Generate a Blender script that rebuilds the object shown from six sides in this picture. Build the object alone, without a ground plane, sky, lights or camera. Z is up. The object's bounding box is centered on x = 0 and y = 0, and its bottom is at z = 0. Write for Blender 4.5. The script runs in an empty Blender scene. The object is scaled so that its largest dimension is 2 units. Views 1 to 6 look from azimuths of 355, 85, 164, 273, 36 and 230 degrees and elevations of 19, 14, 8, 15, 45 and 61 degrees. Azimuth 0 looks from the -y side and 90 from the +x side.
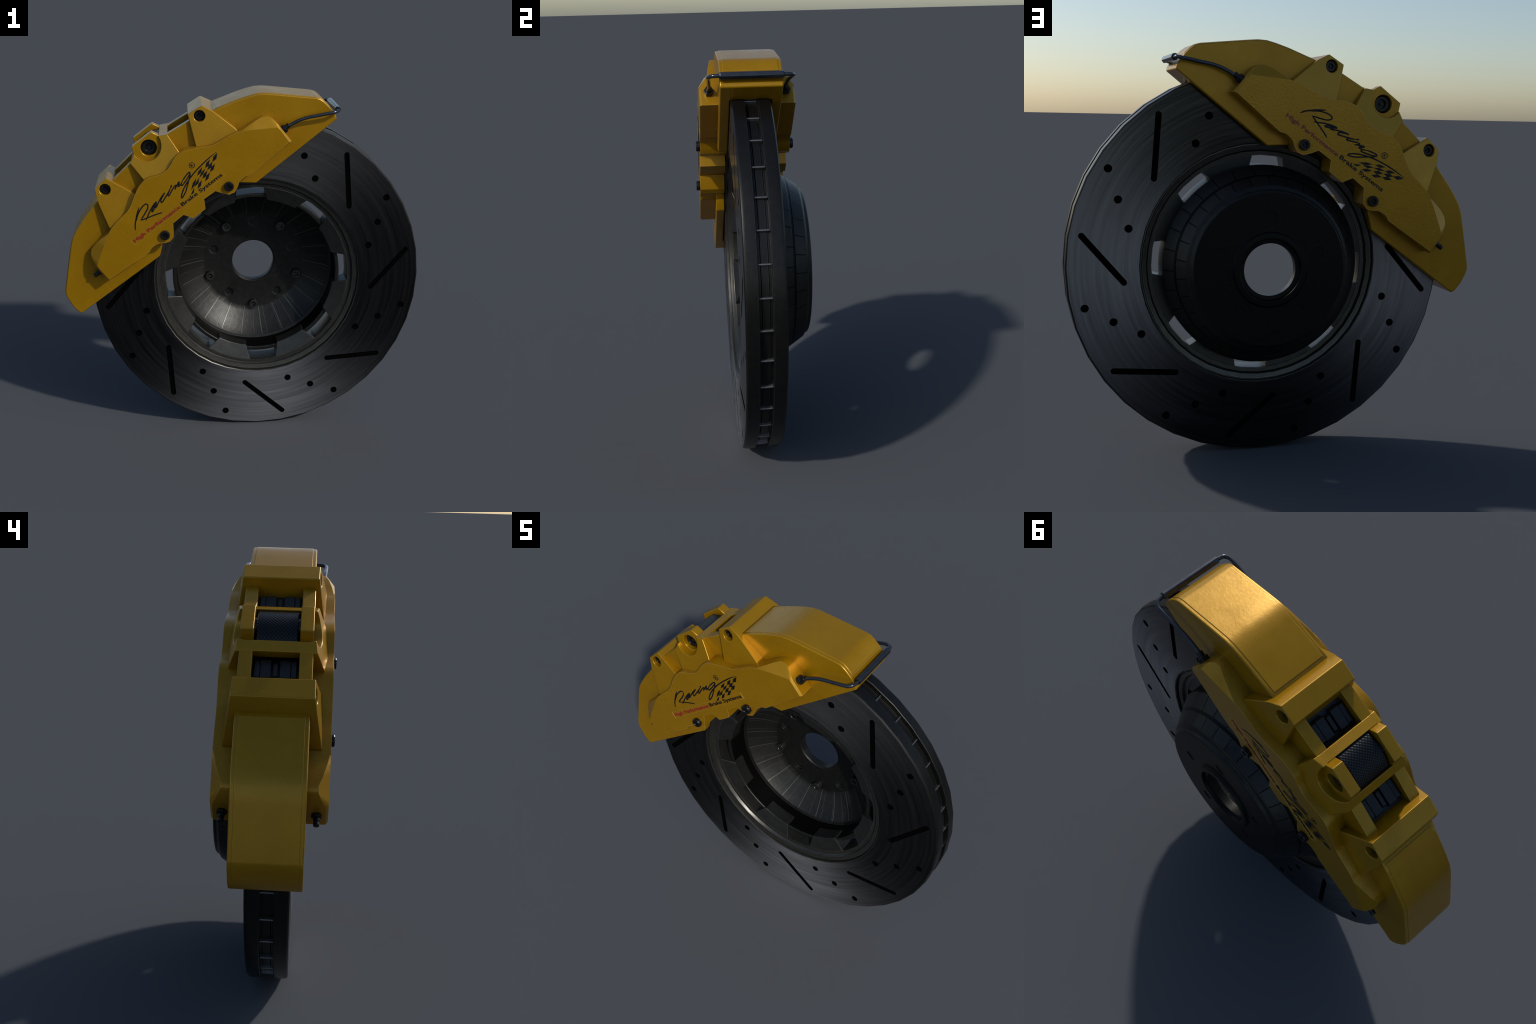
"""Disc brake: slotted and drilled vented rotor on a black bell, clamped by a yellow
multi-piston caliper.  Everything is built from profiles, outlines and rules.

Two working frames are used:
  * rotor frame   : origin in the rotor centre, axis along world Y
  * caliper frame : same origin, turned about Y so that local X runs along the caliper
                    (tangential, s), local Z points away from the axle (radial, h) and
                    local Y is across the rotor.  The caliper is symmetric in s and in Y.
"""
import bpy, bmesh, math, random
from math import pi, sin, cos, radians, hypot, atan2
from mathutils import Vector, Matrix

random.seed(7)
scene = bpy.context.scene
coll = scene.collection

R_DISC = 0.9245                      # rotor radius
CX, CZ = 1.0 - R_DISC, R_DISC        # rotor centre (touches x = 1 and z = 0)
Y_DISC, Y_CAL = -0.0195, -0.0170     # mid planes of rotor and caliper
TILT = radians(-37.2)                # caliper frame turned about Y


# ------------------------------------------------------------------ materials
def new_mat(name):
    m = bpy.data.materials.new(name)
    m.use_nodes = True
    nt = m.node_tree
    nt.nodes.clear()
    out = nt.nodes.new('ShaderNodeOutputMaterial')
    b = nt.nodes.new('ShaderNodeBsdfPrincipled')
    nt.links.new(b.outputs[0], out.inputs[0])
    return m, nt, b


def node(nt, kind, **kw):
    n = nt.nodes.new(kind)
    for k, v in kw.items():
        setattr(n, k, v)
    return n


def math_node(nt, op, a, b=None, c=None, clamp=False):
    n = nt.nodes.new('ShaderNodeMath')
    n.operation = op
    n.use_clamp = clamp
    for i, v in enumerate((a, b, c)):
        if v is None:
            continue
        if isinstance(v, (int, float)):
            n.inputs[i].default_value = v
        else:
            nt.links.new(v, n.inputs[i])
    return n.outputs[0]


def ramp(nt, fac, stops):
    r = nt.nodes.new('ShaderNodeValToRGB')
    el = r.color_ramp.elements
    while len(el) < len(stops):
        el.new(0.5)
    for e, (p, c) in zip(el, stops):
        e.position = p
        e.color = (c[0], c[1], c[2], 1) if not isinstance(c, (int, float)) else (c, c, c, 1)
    nt.links.new(fac, r.inputs[0])
    return r.outputs[0]


def mix_col(nt, fac, a, b, blend='MIX'):
    n = nt.nodes.new('ShaderNodeMix')
    n.data_type = 'RGBA'
    n.blend_type = blend
    for i, v in ((0, fac), (6, a), (7, b)):
        if isinstance(v, (int, float)):
            n.inputs[i].default_value = v
        elif isinstance(v, tuple):
            n.inputs[i].default_value = (*v, 1)
        else:
            nt.links.new(v, n.inputs[i])
    return n.outputs[2]


def noise(nt, vec, scale, detail=3, rough=0.55, dims='3D'):
    n = nt.nodes.new('ShaderNodeTexNoise')
    n.noise_dimensions = dims
    n.inputs['Scale'].default_value = scale
    n.inputs['Detail'].default_value = detail
    n.inputs['Roughness'].default_value = rough
    if dims == '1D':
        nt.links.new(vec, n.inputs['W'])
    else:
        nt.links.new(vec, n.inputs['Vector'])
    return n.outputs[0]


def edge_mask(nt, radius, lo, hi):
    """1 near convex or concave edges: rounded normal compared with the true one."""
    bev = node(nt, 'ShaderNodeBevel', samples=6)
    bev.inputs['Radius'].default_value = radius
    geo = node(nt, 'ShaderNodeNewGeometry')
    dot = node(nt, 'ShaderNodeVectorMath', operation='DOT_PRODUCT')
    nt.links.new(bev.outputs[0], dot.inputs[0])
    nt.links.new(geo.outputs['Normal'], dot.inputs[1])
    inv = math_node(nt, 'SUBTRACT', 1.0, dot.outputs['Value'])
    return ramp(nt, inv, [(lo, 0.0), (hi, 1.0)])


def bump(nt, height, strength, dist, normal=None):
    b = node(nt, 'ShaderNodeBump')
    b.inputs['Strength'].default_value = strength
    b.inputs['Distance'].default_value = dist
    nt.links.new(height, b.inputs['Height'])
    if normal is not None:
        nt.links.new(normal, b.inputs['Normal'])
    return b.outputs[0]


def paint_material(name, peel):
    """Yellow enamel: ochre base, orange peel, edge highlights painted pale, darkened corners."""
    m, nt, b = new_mat(name)
    tc = node(nt, 'ShaderNodeTexCoord')
    obj = tc.outputs['Object']
    big = noise(nt, obj, 5.0, 4)
    col = ramp(nt, big, [(0.3, (0.325, 0.165, 0.0009)), (0.7, (0.365, 0.190, 0.0016))])
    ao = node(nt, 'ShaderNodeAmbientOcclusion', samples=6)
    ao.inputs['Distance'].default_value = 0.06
    corner_dark = ramp(nt, ao.outputs['AO'], [(0.25, 1.0), (0.75, 0.0)])
    corner_dark = math_node(nt, 'MULTIPLY', corner_dark, 0.45)
    col = mix_col(nt, corner_dark, col, (0.10, 0.045, 0.001))
    edge = edge_mask(nt, 0.006, 0.02, 0.22)
    col = mix_col(nt, math_node(nt, 'MULTIPLY', edge, 0.55), col, (0.66, 0.42, 0.16))
    nt.links.new(col, b.inputs['Base Color'])
    grain = noise(nt, obj, 75.0, 3)
    fine = noise(nt, obj, 260.0, 2)
    h = math_node(nt, 'ADD', grain, math_node(nt, 'MULTIPLY', fine, 0.35))
    nt.links.new(bump(nt, h, peel, 0.004), b.inputs['Normal'])
    rgh = ramp(nt, noise(nt, obj, 11.0, 5), [(0.3, 0.25), (0.7, 0.33)])
    nt.links.new(rgh, b.inputs['Roughness'])
    b.inputs['Metallic'].default_value = 0.4
    b.inputs['Specular IOR Level'].default_value = 0.5
    return m


def radius_angle(nt):
    tc = node(nt, 'ShaderNodeTexCoord')
    sep = node(nt, 'ShaderNodeSeparateXYZ')
    nt.links.new(tc.outputs['Object'], sep.inputs[0])
    x, y, z = sep.outputs
    r = math_node(nt, 'SQRT', math_node(nt, 'ADD', math_node(nt, 'MULTIPLY', x, x),
                                        math_node(nt, 'MULTIPLY', z, z)))
    a = math_node(nt, 'ARCTAN2', z, x)
    return tc.outputs['Object'], r, a, y


def rotor_material():
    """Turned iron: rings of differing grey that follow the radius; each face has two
    fan-shaped reflections painted into its grey, a quarter turn apart from those of the other face."""
    m, nt, b = new_mat('brushed_iron')
    obj, r, a, y = radius_angle(nt)
    comb = node(nt, 'ShaderNodeCombineXYZ')
    nt.links.new(math_node(nt, 'MULTIPLY', r, 60.0), comb.inputs[0])
    nt.links.new(math_node(nt, 'MULTIPLY', math_node(nt, 'SINE', a), 1.3), comb.inputs[1])
    nt.links.new(math_node(nt, 'MULTIPLY', math_node(nt, 'COSINE', a), 1.3), comb.inputs[2])
    rings = noise(nt, comb.outputs[0], 1.0, 5, 0.6)

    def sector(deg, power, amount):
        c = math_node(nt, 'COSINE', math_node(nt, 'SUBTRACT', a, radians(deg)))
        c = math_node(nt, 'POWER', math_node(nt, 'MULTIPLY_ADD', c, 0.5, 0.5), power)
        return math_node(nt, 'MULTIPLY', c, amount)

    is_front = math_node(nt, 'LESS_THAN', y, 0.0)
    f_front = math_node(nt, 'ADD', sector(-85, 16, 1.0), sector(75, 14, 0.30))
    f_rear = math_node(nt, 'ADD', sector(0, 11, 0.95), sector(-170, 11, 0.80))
    painted_sheen = math_node(nt, 'ADD', math_node(nt, 'MULTIPLY', is_front, f_front),
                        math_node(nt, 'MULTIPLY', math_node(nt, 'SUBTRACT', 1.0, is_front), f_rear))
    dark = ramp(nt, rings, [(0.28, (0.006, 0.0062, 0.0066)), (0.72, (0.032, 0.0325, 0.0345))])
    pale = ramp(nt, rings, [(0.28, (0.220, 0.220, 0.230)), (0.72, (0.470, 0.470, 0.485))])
    nt.links.new(mix_col(nt, painted_sheen, dark, pale), b.inputs['Base Color'])
    b.inputs['Metallic'].default_value = 0.8
    rg = ramp(nt, rings, [(0.3, 0.26), (0.7, 0.18)])
    nt.links.new(rg, b.inputs['Roughness'])
    b.inputs['Specular IOR Level'].default_value = 0.3
    nt.links.new(bump(nt, rings, 0.15, 0.003), b.inputs['Normal'])
    return m


def plain_material(name, col, rough, metal=0.0, spec=0.5, grain=0.0, gscale=60.0,
                   edge=None, coat=0.0):
    m, nt, b = new_mat(name)
    tc = node(nt, 'ShaderNodeTexCoord')
    n = noise(nt, tc.outputs['Object'], gscale, 4)
    c = ramp(nt, n, [(0.3, tuple(v * 0.82 for v in col)), (0.7, tuple(v * 1.15 for v in col))])
    if edge:
        e = edge_mask(nt, 0.005, 0.03, 0.25)
        c = mix_col(nt, math_node(nt, 'MULTIPLY', e, edge[1]), c, edge[0])
    nt.links.new(c, b.inputs['Base Color'])
    b.inputs['Roughness'].default_value = rough
    b.inputs['Metallic'].default_value = metal
    b.inputs['Specular IOR Level'].default_value = spec
    b.inputs['Coat Weight'].default_value = coat
    if grain:
        nt.links.new(bump(nt, n, grain, 0.004), b.inputs['Normal'])
    return m


def bell_material():
    """Black anodised bell; on its flared wall, panel grooves cut on angle and depth."""
    m, nt, b = new_mat('black_bell')
    obj, r, a, y = radius_angle(nt)
    comb = node(nt, 'ShaderNodeCombineXYZ')
    wob = noise(nt, obj, 3.0, 2)
    nt.links.new(math_node(nt, 'ADD', math_node(nt, 'MULTIPLY', a, 1.0),
                           math_node(nt, 'MULTIPLY', wob, 0.05)), comb.inputs[0])
    nt.links.new(math_node(nt, 'MULTIPLY', y, 1.0), comb.inputs[1])
    def panels(width, row, offset):
        br = node(nt, 'ShaderNodeTexBrick', offset=offset, offset_frequency=2)
        nt.links.new(comb.outputs[0], br.inputs['Vector'])
        br.inputs['Scale'].default_value = 1.0
        br.inputs['Mortar Size'].default_value = 0.0065
        br.inputs['Mortar Smooth'].default_value = 0.4
        br.inputs['Brick Width'].default_value = width
        br.inputs['Row Height'].default_value = row
        br.inputs['Color1'].default_value = (0.15, 0.15, 0.15, 1)
        br.inputs['Color2'].default_value = (0.85, 0.85, 0.85, 1)
        return br.outputs['Color'], br.outputs['Fac']

    out_col, out_fac = panels(2 * pi / 30, 0.09, 0.37)        # two rows outside
    in_col, in_fac = panels(2 * pi / 22, 0.90, 0.0)           # ribs only inside
    in_col2, in_fac2 = panels(2 * pi / 34, 0.90, 0.3)
    in_fac = math_node(nt, 'MAXIMUM', in_fac, math_node(nt, 'MULTIPLY', in_fac2, 0.35))
    # the flared wall leans 33 degrees: inside lies nearer the axle than outside
    inside = math_node(nt, 'LESS_THAN', math_node(nt, 'MULTIPLY_ADD', y, 0.667, r), 0.535)
    zone = math_node(nt, 'MULTIPLY', math_node(nt, 'GREATER_THAN', r, 0.296),
                     math_node(nt, 'GREATER_THAN', y, 0.112))
    zone = math_node(nt, 'MULTIPLY', zone, math_node(nt, 'LESS_THAN', y, 0.238))
    fac = mix_col(nt, inside, out_fac, in_fac)
    groove = math_node(nt, 'MULTIPLY', fac, zone)
    bcol = mix_col(nt, inside, out_col, mix_col(nt, 0.5, in_col, in_col2))
    n = noise(nt, obj, 40.0, 4)
    tone = math_node(nt, 'MULTIPLY', zone, bcol)
    col = ramp(nt, n, [(0.3, (0.020, 0.020, 0.019)), (0.7, (0.030, 0.030, 0.028))])
    col = mix_col(nt, math_node(nt, 'MULTIPLY', tone, 0.5), col, (0.048, 0.048, 0.046))
    line_col = mix_col(nt, inside, (0.002, 0.002, 0.0022), (0.15, 0.145, 0.138))  # inside lines coloured pale to draw glints along the groove edges
    col = mix_col(nt, math_node(nt, 'MULTIPLY', groove, 0.9), col, line_col)
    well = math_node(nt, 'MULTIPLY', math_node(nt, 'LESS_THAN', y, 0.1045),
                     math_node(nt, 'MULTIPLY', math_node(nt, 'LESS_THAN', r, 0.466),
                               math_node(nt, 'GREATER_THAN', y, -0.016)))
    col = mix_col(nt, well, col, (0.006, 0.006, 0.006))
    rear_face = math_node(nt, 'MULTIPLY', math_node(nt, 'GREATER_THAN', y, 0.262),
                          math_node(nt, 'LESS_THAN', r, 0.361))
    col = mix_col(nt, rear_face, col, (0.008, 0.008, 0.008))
    e = edge_mask(nt, 0.006, 0.03, 0.25)
    e = math_node(nt, 'MULTIPLY', e, math_node(nt, 'LESS_THAN', y, 0.262))
    col = mix_col(nt, math_node(nt, 'MULTIPLY', e, 0.6), col, (0.26, 0.255, 0.24))
    nt.links.new(col, b.inputs['Base Color'])
    b.inputs['Roughness'].default_value = 0.42
    b.inputs['Metallic'].default_value = 0.8
    b.inputs['Specular IOR Level'].default_value = 0.4
    h = math_node(nt, 'SUBTRACT', math_node(nt, 'MULTIPLY', tone, 0.5), groove)
    h = math_node(nt, 'ADD', h, math_node(nt, 'MULTIPLY', n, 0.12))
    nt.links.new(bump(nt, h, 0.9, 0.008), b.inputs['Normal'])
    return m


def mesh_weave_material():
    """Fine dark wire weave of the anti-rattle spring."""
    m, nt, b = new_mat('wire_weave')
    tc = node(nt, 'ShaderNodeTexCoord')
    sep = node(nt, 'ShaderNodeSeparateXYZ')
    nt.links.new(tc.outputs['Object'], sep.inputs[0])
    u = math_node(nt, 'MULTIPLY', sep.outputs[0], 430.0)
    v = math_node(nt, 'MULTIPLY', sep.outputs[1], 430.0)
    w = math_node(nt, 'MULTIPLY', math_node(nt, 'SINE', u), math_node(nt, 'SINE', v))
    h = math_node(nt, 'MULTIPLY_ADD', w, 0.5, 0.5)
    col = ramp(nt, h, [(0.35, (0.004, 0.0045, 0.0055)), (0.85, (0.022, 0.024, 0.029))])
    nt.links.new(col, b.inputs['Base Color'])
    b.inputs['Roughness'].default_value = 0.32
    b.inputs['Metallic'].default_value = 0.6
    nt.links.new(bump(nt, h, 0.3, 0.004), b.inputs['Normal'])
    return m


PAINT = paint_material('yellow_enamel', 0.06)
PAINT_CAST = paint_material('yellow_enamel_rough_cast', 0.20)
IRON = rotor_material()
BELL = bell_material()
TAB_STEEL = plain_material('tab_steel', (0.045, 0.045, 0.043), 0.36, 0.8, 0.5, 0.08, 40,
                           ((0.32, 0.31, 0.29), 0.7))
IRON_DARK = plain_material('dark_iron', (0.020, 0.020, 0.0195), 0.34, 0.8, 0.5, 0.1, 35,
                           ((0.22, 0.21, 0.19), 0.6))
RING_IRON = plain_material('ring_iron', (0.060, 0.058, 0.052), 0.34, 0.8, 0.5, 0.1, 35,
                           ((0.30, 0.29, 0.26), 0.6))
RIB_METAL = plain_material('rib_iron', (0.16, 0.16, 0.165), 0.36, 0.8, 0.5, 0.1, 60)
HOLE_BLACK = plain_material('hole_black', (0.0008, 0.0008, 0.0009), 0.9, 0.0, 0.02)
BLACK_STEEL = plain_material('black_oxide_steel', (0.009, 0.0095, 0.011), 0.28, 0.4, 0.4, 0.1, 80,
                             ((0.03, 0.031, 0.034), 0.5))
PIPE_STEEL = plain_material('polished_pipe', (0.060, 0.066, 0.078), 0.16, 0.8, 0.5, 0.0, 40)
PAD_BLACK = plain_material('pad_black', (0.011, 0.012, 0.014), 0.35, 0.3, 0.5, 0.15, 90)
INK_BLACK = plain_material('black_ink', (0.004, 0.0042, 0.006), 0.45, 0.0, 0.25)
INK_RED = plain_material('red_ink', (0.200, 0.006, 0.012), 0.4, 0.0, 0.5)
WEAVE = mesh_weave_material()


# ------------------------------------------------------------------ helpers
def add_object(name, mesh, mats, parent=None, matrix=None, kind=None):
    o = bpy.data.objects.new(name, mesh)
    coll.objects.link(o)
    if mesh is not None and not mesh.materials:
        for m in (mats if isinstance(mats, (list, tuple)) else [mats]):
            mesh.materials.append(m)
    if parent is not None:
        o.parent = parent
    if matrix is not None:
        o.matrix_local = matrix
    if kind:
        o['kind'] = kind
    if mesh is not None:                      # flat faces stay flat beside their bevels
        wn = o.modifiers.new('weighted_normal', 'WEIGHTED_NORMAL')
        wn.mode = 'FACE_AREA'
        wn.weight = 100
        wn.keep_sharp = True
    return o


def bm_mesh(bm, name='part'):
    bmesh.ops.recalc_face_normals(bm, faces=bm.faces)
    me = bpy.data.meshes.new(name)
    bm.to_mesh(me)
    bm.free()
    return me


def evaluated(mesh, setup):
    """Run modifiers on a throw-away object and return the resulting mesh."""
    o = bpy.data.objects.new('tmp', mesh)
    coll.objects.link(o)
    setup(o)
    dg = bpy.context.evaluated_depsgraph_get()
    dg.update()
    out = bpy.data.meshes.new_from_object(o.evaluated_get(dg))
    bpy.data.objects.remove(o)
    return out


def cut(mesh, cutter):
    co = bpy.data.objects.new('cutter', cutter)
    coll.objects.link(co)

    def setup(o):
        m = o.modifiers.new('cut', 'BOOLEAN')
        m.operation = 'DIFFERENCE'
        m.solver = 'EXACT'
        m.object = co
    out = evaluated(mesh, setup)
    bpy.data.objects.remove(co)
    return out


def bevelled(mesh, width, segments=2, angle=28):
    def setup(o):
        m = o.modifiers.new('bevel', 'BEVEL')
        m.width = width
        m.segments = segments
        m.limit_method = 'ANGLE'
        m.angle_limit = radians(angle)
        m.harden_normals = True
        m.use_clamp_overlap = True
    mesh.polygons.foreach_set('use_smooth', [True] * len(mesh.polygons))
    return evaluated(mesh, setup)


def smooth(mesh, angle=35):
    mesh.polygons.foreach_set('use_smooth', [True] * len(mesh.polygons))
    mesh.set_sharp_from_angle(angle=radians(angle))
    return mesh


def crisp_caps(mesh, angle=11):
    """Keep the crease between a face plate and its sloping facets."""
    bm = bmesh.new()
    bm.from_mesh(mesh)
    for e in bm.edges:
        if len(e.link_faces) == 2:
            f, g = e.link_faces
            if min(f.calc_area(), g.calc_area()) > 4e-4 and f.normal.angle(g.normal) > radians(angle):
                if 0.3 < max(abs(f.normal.y), abs(g.normal.y)):
                    e.smooth = False
    bm.to_mesh(mesh)
    bm.free()
    return mesh


def join_meshes(meshes):
    bm = bmesh.new()
    for me in meshes:
        bm.from_mesh(me)
    out = bpy.data.meshes.new('joined')
    bm.to_mesh(out)
    bm.free()
    return out


def loft(rings, closed=True, caps=True):
    """Rings of equal length (lists of 3D points) skinned one to the next."""
    bm = bmesh.new()
    vs = [[bm.verts.new(p) for p in ring] for ring in rings]
    n = len(rings[0])
    for a, b in zip(vs, vs[1:]):
        for i in range(n if closed else n - 1):
            j = (i + 1) % n
            bm.faces.new((a[i], a[j], b[j], b[i]))
    if caps:
        bm.faces.new(vs[0])
        bm.faces.new(vs[-1])
    return bm_mesh(bm)


def prism(outline, ya, yb):
    """Outline of (s, h) swept in y; ya and yb are numbers or functions of h."""
    fa = ya if callable(ya) else (lambda h: ya)
    fb = yb if callable(yb) else (lambda h: yb)
    return loft([[(s, fa(h), h) for s, h in outline], [(s, fb(h), h) for s, h in outline]])


def mirrored(half):
    """Close a half outline given from s = 0 (top) round to s = 0 (bottom)."""
    left = [(-s, h) for s, h in reversed(half) if s > 1e-6]
    return list(half) + left


def flip_s(outline):
    return [(-s, h) for s, h in reversed(outline)]


def cylinder_y(s, h, r, ya, yb, n=24, phase=0.0):
    pts = [(s + r * cos(2 * pi * i / n + phase), h + r * sin(2 * pi * i / n + phase))
           for i in range(n)]
    return prism(pts, ya, yb)


def revolve(profile, n, phase=0.0, closed=True):
    """(r, y) profile turned about the Y axis."""
    bm = bmesh.new()
    rings = []
    for k in range(n):
        a = 2 * pi * k / n + phase
        rings.append([bm.verts.new((r * cos(a), y, r * sin(a))) for r, y in profile])
    m = len(profile)
    for k in range(n):
        A, B = rings[k], rings[(k + 1) % n]
        for i in range(m if closed else m - 1):
            j = (i + 1) % m
            bm.faces.new((A[i], A[j], B[j], B[i]))
    return bm_mesh(bm)


def catmull(pts, steps=8, closed=False):
    P = [Vector(p) for p in pts]
    out = []
    n = len(P)
    segs = n if closed else n - 1
    for i in range(segs):
        if closed:
            p0, p1, p2, p3 = (P[(i + k - 1) % n] for k in range(4))
        else:
            p1, p2 = P[i], P[i + 1]
            p0 = P[i - 1] if i else p1 * 2 - p2
            p3 = P[i + 2] if i + 2 < n else p2 * 2 - p1
        for k in range(steps):
            t = k / steps
            out.append(0.5 * ((2 * p1) + (p2 - p0) * t + (2 * p0 - 5 * p1 + 4 * p2 - p3) * t * t
                              + (3 * p1 - p0 - 3 * p2 + p3) * t ** 3))
    if not closed:
        out.append(P[-1])
    return out


def tube(path, radius, n=12):
    """Round tube along a list of points, frame carried along without twist."""
    rings = []
    up = None
    for i, p in enumerate(path):
        d = (path[min(i + 1, len(path) - 1)] - path[max(i - 1, 0)]).normalized()
        if up is None:
            up = d.orthogonal().normalized()
        up = (up - d * up.dot(d)).normalized()
        side = d.cross(up)
        rings.append([p + radius * (cos(2 * pi * k / n) * up + sin(2 * pi * k / n) * side)
                      for k in range(n)])
    return smooth(loft(rings))


def socket_bolt(radius, height, socket, knurl=40, shank=0.02, domed=False):
    """Cap screw about -Y: knurled side, chamfered crown, socket.  Crown at y = -height."""
    bm = bmesh.new()
    n = knurl
    prof = [(radius * 0.96, shank, 0), (radius, -height * 0.12, 1), (radius, -height * 0.80, 1),
            (radius * 0.88, -height, 0), (socket, -height, 0), (socket * 0.9, -height + 0.002, 0),
            (socket * 0.86, -height * 0.35, 0)]
    rings = []
    for r, y, kn in prof:
        ring = []
        for i in range(n):
            a = 2 * pi * i / n
            rr = r * (1.0 - (0.055 if kn and i % 2 else 0.0))
            ring.append(bm.verts.new((rr * cos(a), y, rr * sin(a))))
        rings.append(ring)
    for A, B in zip(rings, rings[1:]):
        for i in range(n):
            j = (i + 1) % n
            bm.faces.new((A[i], A[j], B[j], B[i]))
    # pin in the socket floor
    bm.faces.new(rings[-1])
    bm.faces.new(rings[0])
    me = smooth(bm_mesh(bm), 32)
    pin = smooth(revolve([(0.0005, -height * 0.35), (0.0005, -height * 0.75),
                          (socket * 0.34, -height * 0.75), (socket * 0.42, -height * 0.35)], 12), 32)
    return join_meshes([me, pin])


# ------------------------------------------------------------------ the thing
root = bpy.data.objects.new('disc_brake', None)
coll.objects.link(root)
root['label'] = 'black slotted drilled brake disc with yellow racing caliper'
root['category'] = 'disc brake'

M_disc = Matrix.Translation((CX, Y_DISC, CZ))
M_cal = Matrix.Translation((CX, Y_CAL, CZ)) @ Matrix.Rotation(TILT, 4, 'Y')

# ------------------------------------------------------------------ rotor
FACE = 0.0905
half_profile = [  # (radius, |y|) from the bore to the vent floor
    (0.5215, 0.050), (0.5235, 0.0570), (0.5410, 0.0585), (0.5455, 0.0640), (0.5500, 0.0725),
    (0.5600, 0.0750), (0.5690, 0.0775), (0.5715, 0.0700), (0.5765, 0.0700), (0.5795, 0.0875),
    (0.5840, FACE), (0.9150, FACE), (0.9215, 0.0850), (R_DISC, 0.0735), (R_DISC, 0.0320),
    (0.9225, 0.0300), (0.8930, 0.0300), (0.8930, 0.0190), (0.8985, 0.0150)]
profile = [(r, -y) for r, y in half_profile] + [(r, y) for r, y in reversed(half_profile)]
rotor = revolve(profile, 40)

cutters = []
SINK = 0.006
for side in (-1, 1):
    y_out, y_in = side * (FACE + 0.02), side * (FACE - SINK)
    for k in range(8):
        base = radians(45 * k)
        for rad, deg in ((0.8560, 32.25), (0.7490, 24.85), (0.6570, 15.85)):
            a = base + radians(deg)
            cutters.append(cylinder_y(rad * cos(a), rad * sin(a), 0.0190, y_out, y_in, 20))
        a0, a1 = base + radians(10.0), base + radians(-6.4)
        p0 = Vector((0.8600 * cos(a0), 0.8600 * sin(a0)))
        p1 = Vector((0.6580 * cos(a1), 0.6580 * sin(a1)))
        d = (p1 - p0).normalized()
        w = 0.0145
        turn = atan2(d.y, d.x)
        pts = [(p1.x + w * cos(turn + t), p1.y + w * sin(turn + t))
               for t in [-pi / 2 + pi * i / 8 for i in range(9)]]
        pts += [(p0.x + w * cos(turn + t), p0.y + w * sin(turn + t))
                for t in [pi / 2 + pi * i / 8 for i in range(9)]]
        cutters.append(prism(pts, y_out, y_in))
rotor = cut(rotor, join_meshes(cutters))
for m in (IRON, IRON_DARK, HOLE_BLACK, RING_IRON):
    rotor.materials.append(m)
for p in rotor.polygons:
    c = p.center
    r = hypot(c.x, c.z)
    if abs(abs(c.y) - FACE) < 5e-4 and abs(p.normal.y) > 0.9 and r > 0.575:
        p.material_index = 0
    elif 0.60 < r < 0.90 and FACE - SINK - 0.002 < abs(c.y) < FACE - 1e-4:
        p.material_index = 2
    else:
        p.material_index = 3 if r < 0.585 else 1
rotor = smooth(rotor, 30)
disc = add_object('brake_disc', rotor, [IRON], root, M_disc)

# ribs seen in the vent slot round the rim
rib_bm = bmesh.new()
bmesh.ops.create_cube(rib_bm, size=1.0)
bmesh.ops.scale(rib_bm, vec=(0.026, 0.0600, 0.0088), verts=rib_bm.verts)
rib_mesh = bevelled(bm_mesh(rib_bm), 0.003, 2)
rib_mesh.materials.append(RIB_METAL)
for k in range(40):
    a = radians(9 * k + 5.0)
    M = Matrix.Rotation(-a, 4, 'Y') @ Matrix.Translation((0.8965, 0, 0))
    add_object('ventilation_rib', rib_mesh, RIB_METAL, disc, M)

# ------------------------------------------------------------------ bell (hat)
bell_profile = [
    (0.1235, 0.2060), (0.1235, 0.2450), (0.1250, 0.2470), (0.1420, 0.2480), (0.1450, 0.2610),
    (0.1490, 0.2645), (0.1720, 0.2635), (0.1780, 0.2530), (0.1820, 0.2505), (0.3580, 0.2505),
    (0.3615, 0.2500), (0.3665, 0.2465), (0.3715, 0.2385), (0.3735, 0.2335), (0.3800, 0.2300),
    (0.3890, 0.2255), (0.3930, 0.2200), (0.4350, 0.1570), (0.4770, 0.0930), (0.4785, 0.0850),
    (0.4785, -0.0400), (0.4755, -0.0450), (0.4600, -0.0450), (0.4555, -0.0400), (0.4535, 0.0850),
    (0.4400, 0.0890), (0.4376, 0.0910), (0.4100, 0.1200), (0.3600, 0.1560), (0.3200, 0.1800),
    (0.2910, 0.1990), (0.1300, 0.1990)]
yoff = -Y_DISC
bell = revolve([(r, y + yoff) for r, y in bell_profile], 80)
pockets = []
for k in range(5):
    a = radians(90 + 72 * k)
    x, z = 0.2440 * cos(a), 0.2440 * sin(a)
    pockets.append(cylinder_y(x, z, 0.0275, 0.1900 + yoff, 0.2150 + yoff, 20))
    pockets.append(cylinder_y(x, z, 0.0260, 0.2465 + yoff, 0.2600 + yoff, 20))
bell = cut(bell, join_meshes(pockets))
bell = smooth(bevelled(bell, 0.0022, 2, 40), 38)
bell_obj = add_object('disc_bell', bell, BELL, root, M_disc)

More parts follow.
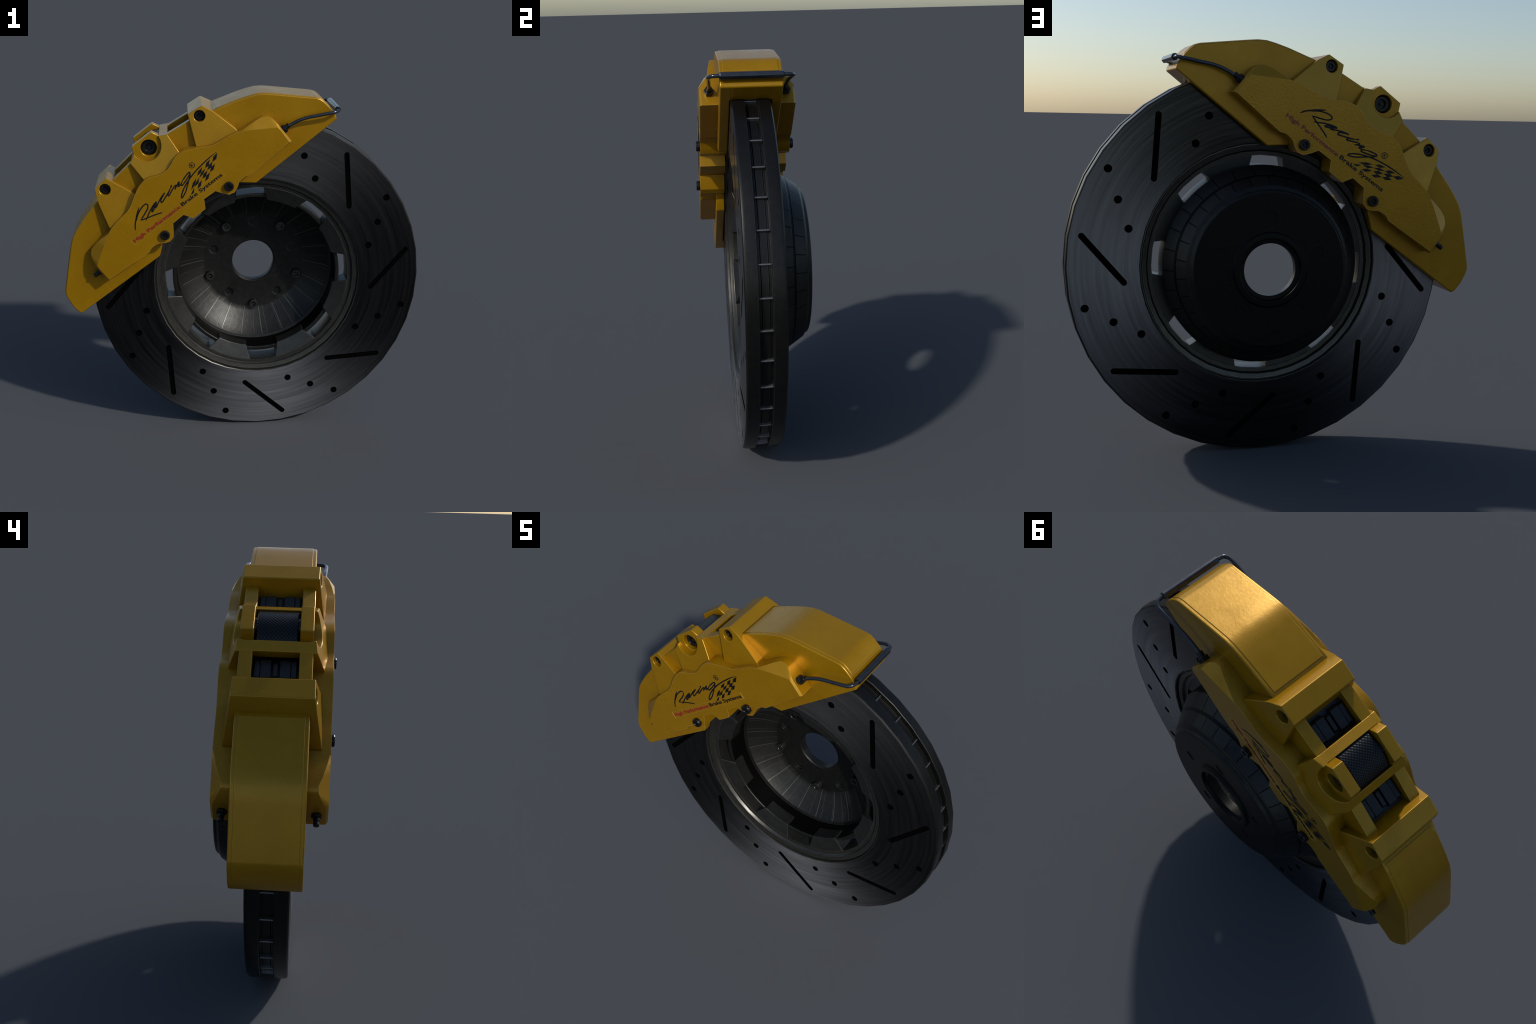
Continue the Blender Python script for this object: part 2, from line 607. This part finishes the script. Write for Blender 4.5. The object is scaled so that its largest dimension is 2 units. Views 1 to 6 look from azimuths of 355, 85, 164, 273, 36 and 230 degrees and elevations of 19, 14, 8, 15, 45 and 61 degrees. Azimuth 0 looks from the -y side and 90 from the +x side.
# tapered drive tabs that carry the rotor
tab_rings = []
for frac in [i / 6 for i in range(7)]:
    u = 2 * frac - 1
    ring = []
    for r, y, ha in ((0.4435, -0.0500, 10.6), (0.5230, -0.0768, 14.2), (0.5230, 0.0350, 14.2),
                     (0.4435, 0.0275, 10.6)):
        a = radians(u * ha)
        ring.append((r * cos(a), y + yoff, r * sin(a)))
    tab_rings.append(ring)
tab_mesh = smooth(bevelled(loft(tab_rings), 0.0030, 2, 30), 35)
tab_mesh.materials.append(TAB_STEEL)
for k in range(8):
    add_object('drive_tab', tab_mesh, TAB_STEEL, bell_obj,
               Matrix.Rotation(-radians(45 * k - 18.5), 4, 'Y'))

bolt_small = socket_bolt(0.0275, 0.032, 0.0145, 24)
bolt_small.materials.append(TAB_STEEL)
for k in range(5):
    a = radians(54 + 72 * k)
    add_object('bell_bolt', bolt_small, TAB_STEEL, bell_obj,
               Matrix.Translation((0.2705 * cos(a), 0.1990 + yoff, 0.2705 * sin(a))))

# ------------------------------------------------------------------ caliper
SHELL = 0.1415          # half width of the end shrouds
SLOT_R, SLOT_W = 0.912, 0.094


def rotor_slot():
    return cylinder_y(0, 0, SLOT_R, -SLOT_W, SLOT_W, 96)


shroud_top = [(0.393, 0.9190), (0.450, 0.9020), (0.530, 0.8790), (0.592, 0.8570),
              (0.632, 0.8400), (0.667, 0.8165), (0.711, 0.7770), (0.8675, 0.6310),
              (0.8830, 0.6110), (0.8910, 0.5860), (0.8960, 0.5550), (0.8990, 0.5300)]
shroud_outline = [(0.225, 0.905)] + shroud_top + [(0.8960, 0.4860), (0.8880, 0.4690),
                                                  (0.3350, 0.4585), (0.2600, 0.5200),
                                                  (0.225, 0.600)]
shell_parts = []
for outline in (shroud_outline, flip_s(shroud_outline)):
    me = cut(prism(outline, -SHELL, SHELL), rotor_slot())
    shell_parts.append(bevelled(me, 0.0065, 3, 32))
body_mesh = smooth(join_meshes(shell_parts), 40)
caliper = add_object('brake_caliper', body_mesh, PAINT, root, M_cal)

# raised skin on the outside of each shroud
def offset_path(path, d):
    out = []
    for i, p in enumerate(path):
        a, b = path[max(i - 1, 0)], path[min(i + 1, len(path) - 1)]
        t = (Vector(b) - Vector(a)).normalized()
        out.append((p[0] - t.y * d, p[1] + t.x * d))
    return out

skin_path = [(0.4085, 0.9145)] + shroud_top[1:-1] + [(0.8965, 0.5450)]
skin = offset_path(skin_path, 0.0028) + list(reversed(offset_path(skin_path, -0.006)))
for outline in (skin, flip_s(skin)):
    me = smooth(bevelled(prism(outline, -0.1250, 0.1250), 0.0030, 3, 40), 40)
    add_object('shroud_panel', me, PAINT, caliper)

# face plates: housing of the pistons, with a sloping facet at both upper corners
front = [(0.0, 0.8310), (0.022, 0.8325), (0.045, 0.8390), (0.080, 0.8550), (0.098, 0.8600),
         (0.118, 0.8610), (0.150, 0.8555), (0.180, 0.8430), (0.210, 0.8270), (0.250, 0.8030),
         (0.272, 0.7920), (0.295, 0.7845), (0.335, 0.7785), (0.385, 0.7725), (0.420, 0.7640),
         (0.450, 0.7520), (0.480, 0.7350), (0.515, 0.7140), (0.560, 0.6855), (0.600, 0.6600),
         (0.615, 0.6500), (0.6165, 0.6250), (0.6165, 0.5480), (0.345, 0.5340), (0.330, 0.5420),
         (0.315, 0.5455), (0.287, 0.5440), (0.272, 0.5395), (0.258, 0.5290), (0.240, 0.5190),
         (0.222, 0.5115), (0.191, 0.5190), (0.165, 0.5510), (0.145, 0.5815), (0.070, 0.5840),
         (0.042, 0.5365), (0.0, 0.5355)]
bump_map = {(0.480, 0.7350): (0.500, 0.7490), (0.515, 0.7140): (0.548, 0.7440),
            (0.560, 0.6855): (0.586, 0.7350), (0.600, 0.6600): (0.608, 0.7160),
            (0.615, 0.6500): (0.620, 0.6900), (0.6165, 0.6250): (0.626, 0.6420),
            (0.6165, 0.5480): (0.628, 0.5440)}
rear = [bump_map.get(p, p) for p in front]
front_o = mirrored(front)
front_o = [p for i, p in enumerate(front_o) if p not in front_o[:i]]
rear_o = mirrored(rear)
rear_o = [p for i, p in enumerate(rear_o) if p not in rear_o[:i]]
PLATE = 0.2265


FACET = {0.450: 0.2215, 0.480: 0.212, 0.515: 0.199, 0.560: 0.184, 0.600: 0.186, 0.615: 0.198}


def corner_depth(p, q):
    """The facet edge runs inward to the crest of the corner and out again."""
    return FACET.get(abs(p[0]), PLATE - 0.009)


for side in (-1, 1):
    rings = [[(s, side * 0.0955, h) for s, h in rear_o],
             [(s, side * 0.1560, h) for s, h in rear_o],
             [(q[0], side * corner_depth(p, q), q[1])
              for p, q in zip(front_o, rear_o)],
             [(s, side * PLATE, h) for s, h in front_o]]
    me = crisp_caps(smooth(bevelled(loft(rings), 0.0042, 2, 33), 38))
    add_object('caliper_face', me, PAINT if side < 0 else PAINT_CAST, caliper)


# lugs: the two cross bars with flared cheeks and their screw holes
def lug_face(h):
    return 0.158 + (0.975 - max(h, 0.74)) * 0.161


lug = [(0.205, 0.8200), (0.2775, 0.9850), (0.3650, 0.9765), (0.3945, 0.9190), (0.4360, 0.7660),
       (0.4200, 0.7300), (0.2200, 0.7300)]
LUG_BOLT = (0.3220, 0.9405)
for sgn in (1, -1):
    outline = lug if sgn > 0 else flip_s(lug)
    me = prism(outline, lambda h: -lug_face(h), lug_face)
    holes = [cylinder_y(sgn * LUG_BOLT[0], LUG_BOLT[1], 0.0300, y, y + d, 14)
             for y, d in ((-0.25, 0.25 - 0.120), (0.120, 0.25 - 0.120))]
    me = cut(cut(me, rotor_slot()), join_meshes(holes))
    me = smooth(bevelled(me, 0.0040, 2, 33), 38)
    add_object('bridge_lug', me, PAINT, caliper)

# rails along the window, cross beams, central towers and flared bosses
rail = [(0.272, 0.9500), (0.125, 0.9670), (0.105, 0.9670), (0.105, 0.79), (0.272, 0.79)]
tower = [(0.085, 0.9900), (0.0665, 1.0290), (-0.0665, 1.0290), (-0.085, 0.9900), (-0.085, 0.86),
         (0.085, 0.86)]
notch = [(0.082 * sin(t), 0.9915 - 0.082 * cos(t)) for t in
         [pi / 2 - pi * i / 12 for i in range(13)]]
boss = ([(-0.1265, 0.9670)] + list(reversed(notch)) +
        [(0.1265, 0.9670), (0.1195, 0.8200), (-0.1195, 0.8200)])
beam = [(0.1250, 0.9675), (0.0855, 0.9895), (0.0800, 0.9350), (0.1200, 0.9300)]


def boss_face(h):
    return 0.1550 + (0.985 - h) * 0.295


for side in (-1, 1):
    a, b = side * 0.0905, side * 0.1435
    for o in (rail, flip_s(rail)):
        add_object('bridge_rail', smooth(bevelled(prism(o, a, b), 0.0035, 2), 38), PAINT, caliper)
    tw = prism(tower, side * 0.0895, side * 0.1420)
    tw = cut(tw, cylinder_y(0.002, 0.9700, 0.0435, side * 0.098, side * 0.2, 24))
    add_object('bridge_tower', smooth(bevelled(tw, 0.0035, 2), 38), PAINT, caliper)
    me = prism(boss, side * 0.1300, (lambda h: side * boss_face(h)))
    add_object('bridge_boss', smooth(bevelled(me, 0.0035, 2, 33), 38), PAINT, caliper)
for sgn in (1, -1):
    o = beam if sgn > 0 else flip_s(beam)
    add_object('cross_beam', smooth(bevelled(prism(o, -0.1425, 0.1425), 0.0030, 2), 38), PAINT,
               caliper)

# woven spring in the middle window
arc = [(0.132 * sin(t), 0.878 + 0.132 * cos(t)) for t in
       [radians(-40 + 80 * i / 24) for i in range(25)]]
spring = arc + [(0.083, 0.90), (-0.083, 0.90)]
add_object('woven_spring', smooth(bevelled(prism(spring, -0.0815, 0.0815), 0.006, 2), 38), WEAVE,
           caliper)

# pads seen through the outer windows: backing plate, lining, wear rib
for sgn in (1, -1):
    s0, s1 = 0.130, 0.232

    def block(ya, yb, top, ends=0.0):
        pts = [(s0 + ends, 0.88), (s1 - ends, 0.88), (s1 - ends, top - 0.012),
               (s1 - ends - 0.008, top), (s0 + ends + 0.008, top), (s0 + ends, top - 0.006)]
        pts = pts if sgn > 0 else flip_s(pts)
        return bevelled(prism(pts, ya, yb), 0.0020, 2)
    for side in (-1, 1):
        me = join_meshes([block(side * 0.0600, side * 0.0810, 0.9310, 0.003),
                          block(side * 0.0175, side * 0.0585, 0.9320)])
        add_object('brake_pad', smooth(me, 38), PAD_BLACK, caliper)
    me = smooth(join_meshes([block(-0.0085, 0.0085, 0.9290, 0.012),
                             block(-0.0890, 0.0890, 0.9080, -0.022)]), 38)
    add_object('pad_spacer', me, PAD_BLACK, caliper)

# screws
def at(s, y, h, side):
    """Local matrix for a fastener whose crown looks out of the front (-1) or rear (+1)."""
    M = Matrix.Translation((s, y, h))
    return M if side < 0 else M @ Matrix.Rotation(pi, 4, 'Z')


face_bolt = socket_bolt(0.0265, 0.0200, 0.0140, 40)
lug_bolt = socket_bolt(0.0265, 0.0200, 0.0135, 24)
main_bolt = socket_bolt(0.0400, 0.0240, 0.0235, 32)
for m in (face_bolt, lug_bolt, main_bolt):
    m.materials.append(BLACK_STEEL)
for side in (-1, 1):
    for sgn in (-1, 1):
        add_object('face_bolt', face_bolt, BLACK_STEEL, caliper,
                   at(sgn * 0.2184, side * PLATE, 0.5588, side))
        add_object('lug_bolt', lug_bolt, BLACK_STEEL, caliper,
                   at(sgn * LUG_BOLT[0], side * (lug_face(LUG_BOLT[1]) - 0.0380), LUG_BOLT[1], side))
    add_object('main_bolt', main_bolt, BLACK_STEEL, caliper, at(0.002, side * 0.0990, 0.9700, side))


# ------------------------------------------------------------------ hydraulic pipe
def hexagon_x(s0, s1, r, y, h, n=6, phase=0.0):
    ring = [(y + r * cos(2 * pi * k / n + phase), h + r * sin(2 * pi * k / n + phase))
            for k in range(n)]
    return loft([[(s0, a, b) for a, b in ring], [(s1, a, b) for a, b in ring]])


ROD = (0.9235, 0.5085)
rod = prism([(ROD[0] + 0.0180 * cos(radians(60 * k + 15)), ROD[1] + 0.0180 * sin(radians(60 * k + 15)))
             for k in range(6)], -SHELL, SHELL)
add_object('pipe_sleeve', smooth(bevelled(rod, 0.0030, 2), 38), PIPE_STEEL, caliper)
for side in (-1, 1):
    ring = cylinder_y(ROD[0], ROD[1], 0.0145, side * (SHELL - 0.01), side * (SHELL + 0.0015), 16)
    add_object('sleeve_end', smooth(ring), BLACK_STEEL, caliper)
    path = catmull([(ROD[0], side * 0.1380, ROD[1]), (ROD[0] - 0.001, side * 0.1560, ROD[1]),
                    (0.9170, side * 0.1750, 0.5115), (0.8980, side * 0.1880, 0.5200),
                    (0.8740, side * 0.1895, 0.5330), (0.8330, side * 0.1875, 0.5530),
                    (0.7780, side * 0.1850, 0.5810), (0.7300, side * 0.1830, 0.5985),
                    (0.6900, side * 0.1820, 0.6070), (0.6500, side * 0.1815, 0.6115)], 6)
    add_object('brake_pipe', tube(path, 0.0092, 14), PIPE_STEEL, caliper)
    nut = join_meshes([bevelled(hexagon_x(0.6150, 0.6460, 0.0250, side * 0.1815, 0.6130), 0.003, 2),
                       bevelled(hexagon_x(0.6440, 0.6690, 0.0145, side * 0.1815, 0.6130, 12), 0.002, 2)])
    add_object('pipe_nut', smooth(nut, 38), BLACK_STEEL, caliper)
    nip = join_meshes([
        bevelled(hexagon_x(-0.6150, -0.6400, 0.0210, side * 0.1815, 0.6050), 0.003, 2),
        bevelled(hexagon_x(-0.6380, -0.6560, 0.0130, side * 0.1815, 0.6050, 12), 0.002, 2),
        bevelled(hexagon_x(-0.6540, -0.6620, 0.0095, side * 0.1815, 0.6050, 12), 0.001, 2),
        bevelled(hexagon_x(-0.6600, -0.6770, 0.0125, side * 0.1815, 0.6050, 12), 0.003, 2)])
    add_object('bleed_nipple', smooth(nip, 38), BLACK_STEEL, caliper)

# ------------------------------------------------------------------ lettering and flag
def to_face(side):
    """Maps a flat drawing (x right, y up, z proud) onto the front or rear face."""
    if side < 0:
        return Matrix(((1, 0, 0, 0), (0, 0, -1, -PLATE), (0, 1, 0, 0), (0, 0, 0, 1)))
    M = Matrix(((-1, 0, 0, 0), (0, 0, 1, PLATE), (0, 1, 0, 0), (0, 0, 0, 1)))
    swing = (Matrix.Translation((0.23, 0.63, 0)) @ Matrix.Rotation(radians(1.4), 4, 'Z')
             @ Matrix.Translation((-0.23, -0.633, 0)))
    return M @ swing


def stroke(points, width, taper=(0.35, 0.35)):
    """Pen stroke with a low rounded crown, pinched toward its ends."""
    path = catmull([(x, y, 0) for x, y in points], 8)
    n = len(path)
    rings = []
    for i, p in enumerate(path):
        d = path[min(i + 1, n - 1)] - path[max(i - 1, 0)]
        if d.length < 1e-7:
            d = Vector((1, 0, 0))
        d.normalize()
        nrm = Vector((-d.y, d.x, 0))
        t = i / (n - 1)
        k = min(1.0, taper[0] + t * 6, taper[1] + (1 - t) * 6)
        w = width * k
        rings.append([p + nrm * (w * a) + Vector((0, 0, z)) for a, z in
                      ((-1, -0.0008), (-0.85, 0.0006), (0, 0.0014), (0.85, 0.0006), (1, -0.0008))])
    return smooth(loft(rings), 60)


strokes = [
    # capital R: stem, bowl, leg
    [(-0.2290, 0.7650), (-0.2640, 0.7400), (-0.2900, 0.7180), (-0.3090, 0.7000), (-0.3250, 0.6780)],
    [(-0.3000, 0.7080), (-0.2790, 0.7240), (-0.2520, 0.7420), (-0.2180, 0.7550), (-0.1930, 0.7575),
     (-0.1840, 0.7490), (-0.1970, 0.7320), (-0.2250, 0.7190), (-0.2520, 0.7090), (-0.2690, 0.7025)],
    [(-0.2690, 0.7030), (-0.2390, 0.6940), (-0.2010, 0.6830), (-0.1730, 0.6740), (-0.1490, 0.6640)],
    # a
    [(-0.2480, 0.6845), (-0.2270, 0.6960), (-0.2020, 0.7100), (-0.1690, 0.7240), (-0.1430, 0.7310),
     (-0.1390, 0.7285), (-0.1470, 0.7225)],
    [(-0.1400, 0.7290), (-0.1650, 0.7190), (-0.1830, 0.7110), (-0.1910, 0.7020), (-0.1800, 0.7040),
     (-0.1650, 0.7110), (-0.1460, 0.7200), (-0.1550, 0.7130), (-0.1630, 0.7045)],
    # c
    [(-0.1630, 0.7050), (-0.1340, 0.7200), (-0.1050, 0.7330), (-0.0780, 0.7405), (-0.0700, 0.7395)],
    [(-0.0740, 0.7400), (-0.0970, 0.7320), (-0.1140, 0.7220), (-0.1190, 0.7110), (-0.1080, 0.7115),
     (-0.0900, 0.7185), (-0.0570, 0.7310), (-0.0300, 0.7430)],
    # i
    [(-0.0160, 0.7530), (-0.0300, 0.7440)],
    [(-0.0330, 0.7430), (-0.0450, 0.7360), (-0.0630, 0.7250), (-0.0670, 0.7165), (-0.0590, 0.7175),
     (-0.0440, 0.7240), (-0.0230, 0.7335), (-0.0020, 0.7420)],
    # n
    [(-0.0010, 0.7425), (-0.0040, 0.7350), (-0.0190, 0.7210)],
    [(-0.0190, 0.7215), (0.0060, 0.7350), (0.0260, 0.7425), (0.0190, 0.7350), (0.0060, 0.7250),
     (0.0120, 0.7235), (0.0290, 0.7295)],
    # g: round, tail, and the swash over the flag
    [(0.0270, 0.7290), (0.0610, 0.7415), (0.0900, 0.7490), (0.1020, 0.7480), (0.1000, 0.7430),
     (0.0820, 0.7335), (0.0450, 0.7205), (0.0260, 0.7165), (0.0240, 0.7235), (0.0400, 0.7320)],
    [(0.1020, 0.7470), (0.0940, 0.7330), (0.0700, 0.7160), (0.0210, 0.6790), (-0.0120, 0.6640),
     (-0.0180, 0.6650), (-0.0120, 0.6740), (0.0110, 0.6910), (0.0440, 0.7075), (0.0800, 0.7205),
     (0.1210, 0.7310), (0.1730, 0.7395), (0.2310, 0.7448), (0.2800, 0.7460)],
]
flag_cells = [
    [(.278, .739), (.254, .736), (.233, .719), (.257, .718)],
    [(.226, .735), (.202, .732), (.183, .715), (.203, .715)],
    [(.169, .728), (.141, .722), (.124, .708), (.150, .711)],
    [(.230, .717), (.206, .715), (.185, .700), (.208, .699)],
    [(.232, .699), (.210, .700), (.190, .683), (.211, .682)],
    [(.177, .712), (.149, .708), (.127, .693), (.153, .697)],
    [(.179, .697), (.154, .694), (.135, .678), (.157, .678)],
    [(.184, .680), (.159, .677), (.138, .659), (.158, .660)],
    [(.108, .699), (.080, .691), (.051, .668), (.079, .676)],
    [(.121, .692), (.093, .683), (.076, .670), (.101, .673)],
    [(.124, .674), (.099, .668), (.081, .651), (.103, .654)],
    [(.066, .664), (.048, .657), (.031, .646), (.050, .647)],
]


def text_mesh(body, bold=0.0):
    cu = bpy.data.curves.new('text', 'FONT')
    cu.body = body
    cu.size = 1.0
    cu.extrude = 0.02
    cu.offset = bold
    cu.resolution_u = 4
    o = bpy.data.objects.new('text', cu)
    coll.objects.link(o)
    dg = bpy.context.evaluated_depsgraph_get()
    dg.update()
    me = bpy.data.meshes.new_from_object(o.evaluated_get(dg))
    bpy.data.objects.remove(o)
    return me


def fit_text(body, x0, x1, y0, cap, bold, lift=0.0012):
    """Built-in letters stretched to run from x0 to x1 with the given capital height."""
    me = text_mesh(body, bold)
    xs = [v.co.x for v in me.vertices]
    lo, hi = min(xs), max(xs)
    for v in me.vertices:
        v.co = Vector((x0 + (v.co.x - lo) / (hi - lo) * (x1 - x0), y0 + v.co.y * cap / 0.70,
                       lift if v.co.z > 0 else -0.001))
    return me


for side in (-1, 1):
    M = to_face(side)

    def put(name, me, mat, kind=None):
        me.transform(M)
        me.materials.clear()
        me.materials.append(mat)
        return add_object(name, me, mat, caliper, kind=kind)

    put('script_lettering', join_meshes([stroke(s, 0.0039) for s in strokes]), INK_BLACK)
    cells = []
    for quad in flag_cells:
        mx, my = sum(p[0] for p in quad) / 4, sum(p[1] for p in quad) / 4
        quad = [(mx + (x - mx) * 1.13, my + (y - my) * 1.13) for x, y in quad]
        cells.append(loft([[(x, y, -0.001) for x, y in quad], [(x, y, 0.0011) for x, y in quad]]))
    put('checkered_flag', join_meshes(cells), INK_BLACK)
    put('lettering', fit_text('High Performance', -0.3715, -0.0570, 0.6245, 0.0198, 0.020), INK_RED)
    put('lettering', fit_text('Brake Systems', -0.0455, 0.2280, 0.6250, 0.0198, 0.020), INK_BLACK)
    circle = [(0.1340 + 0.0142 * cos(t), 0.7700 + 0.0142 * sin(t)) for t in
              [2 * pi * i / 24 for i in range(25)]]
    put('registered_mark', join_meshes([stroke(circle, 0.0021, (1, 1)),
                                        fit_text('R', 0.1280, 0.1405, 0.7630, 0.0140, 0.02)]), INK_BLACK)
    # faint raised frame pressed round the line of text
    frame = [(-0.3800, 0.6150), (0.2380, 0.6150), (0.2380, 0.6530), (-0.3800, 0.6530), (-0.3800, 0.6150)]
    bars = []
    for (xa, ya), (xb, yb) in zip(frame, frame[1:]):
        d = Vector((xb - xa, yb - ya)).normalized() * 0.0012
        bars.append(loft([[(xa - d.x, ya - d.y, z) if o == 0 else (xa - d.x - d.y * o, ya - d.y + d.x * o, z)
                           for o, z in ((-1, -0.001), (0, 0.0006), (1, -0.001))],
                          [(xb + d.x, yb + d.y, z) if o == 0 else (xb + d.x - d.y * o, yb + d.y + d.x * o, z)
                           for o, z in ((-1, -0.001), (0, 0.0006), (1, -0.001))]]))
    put('text_frame', join_meshes(bars), PAINT)
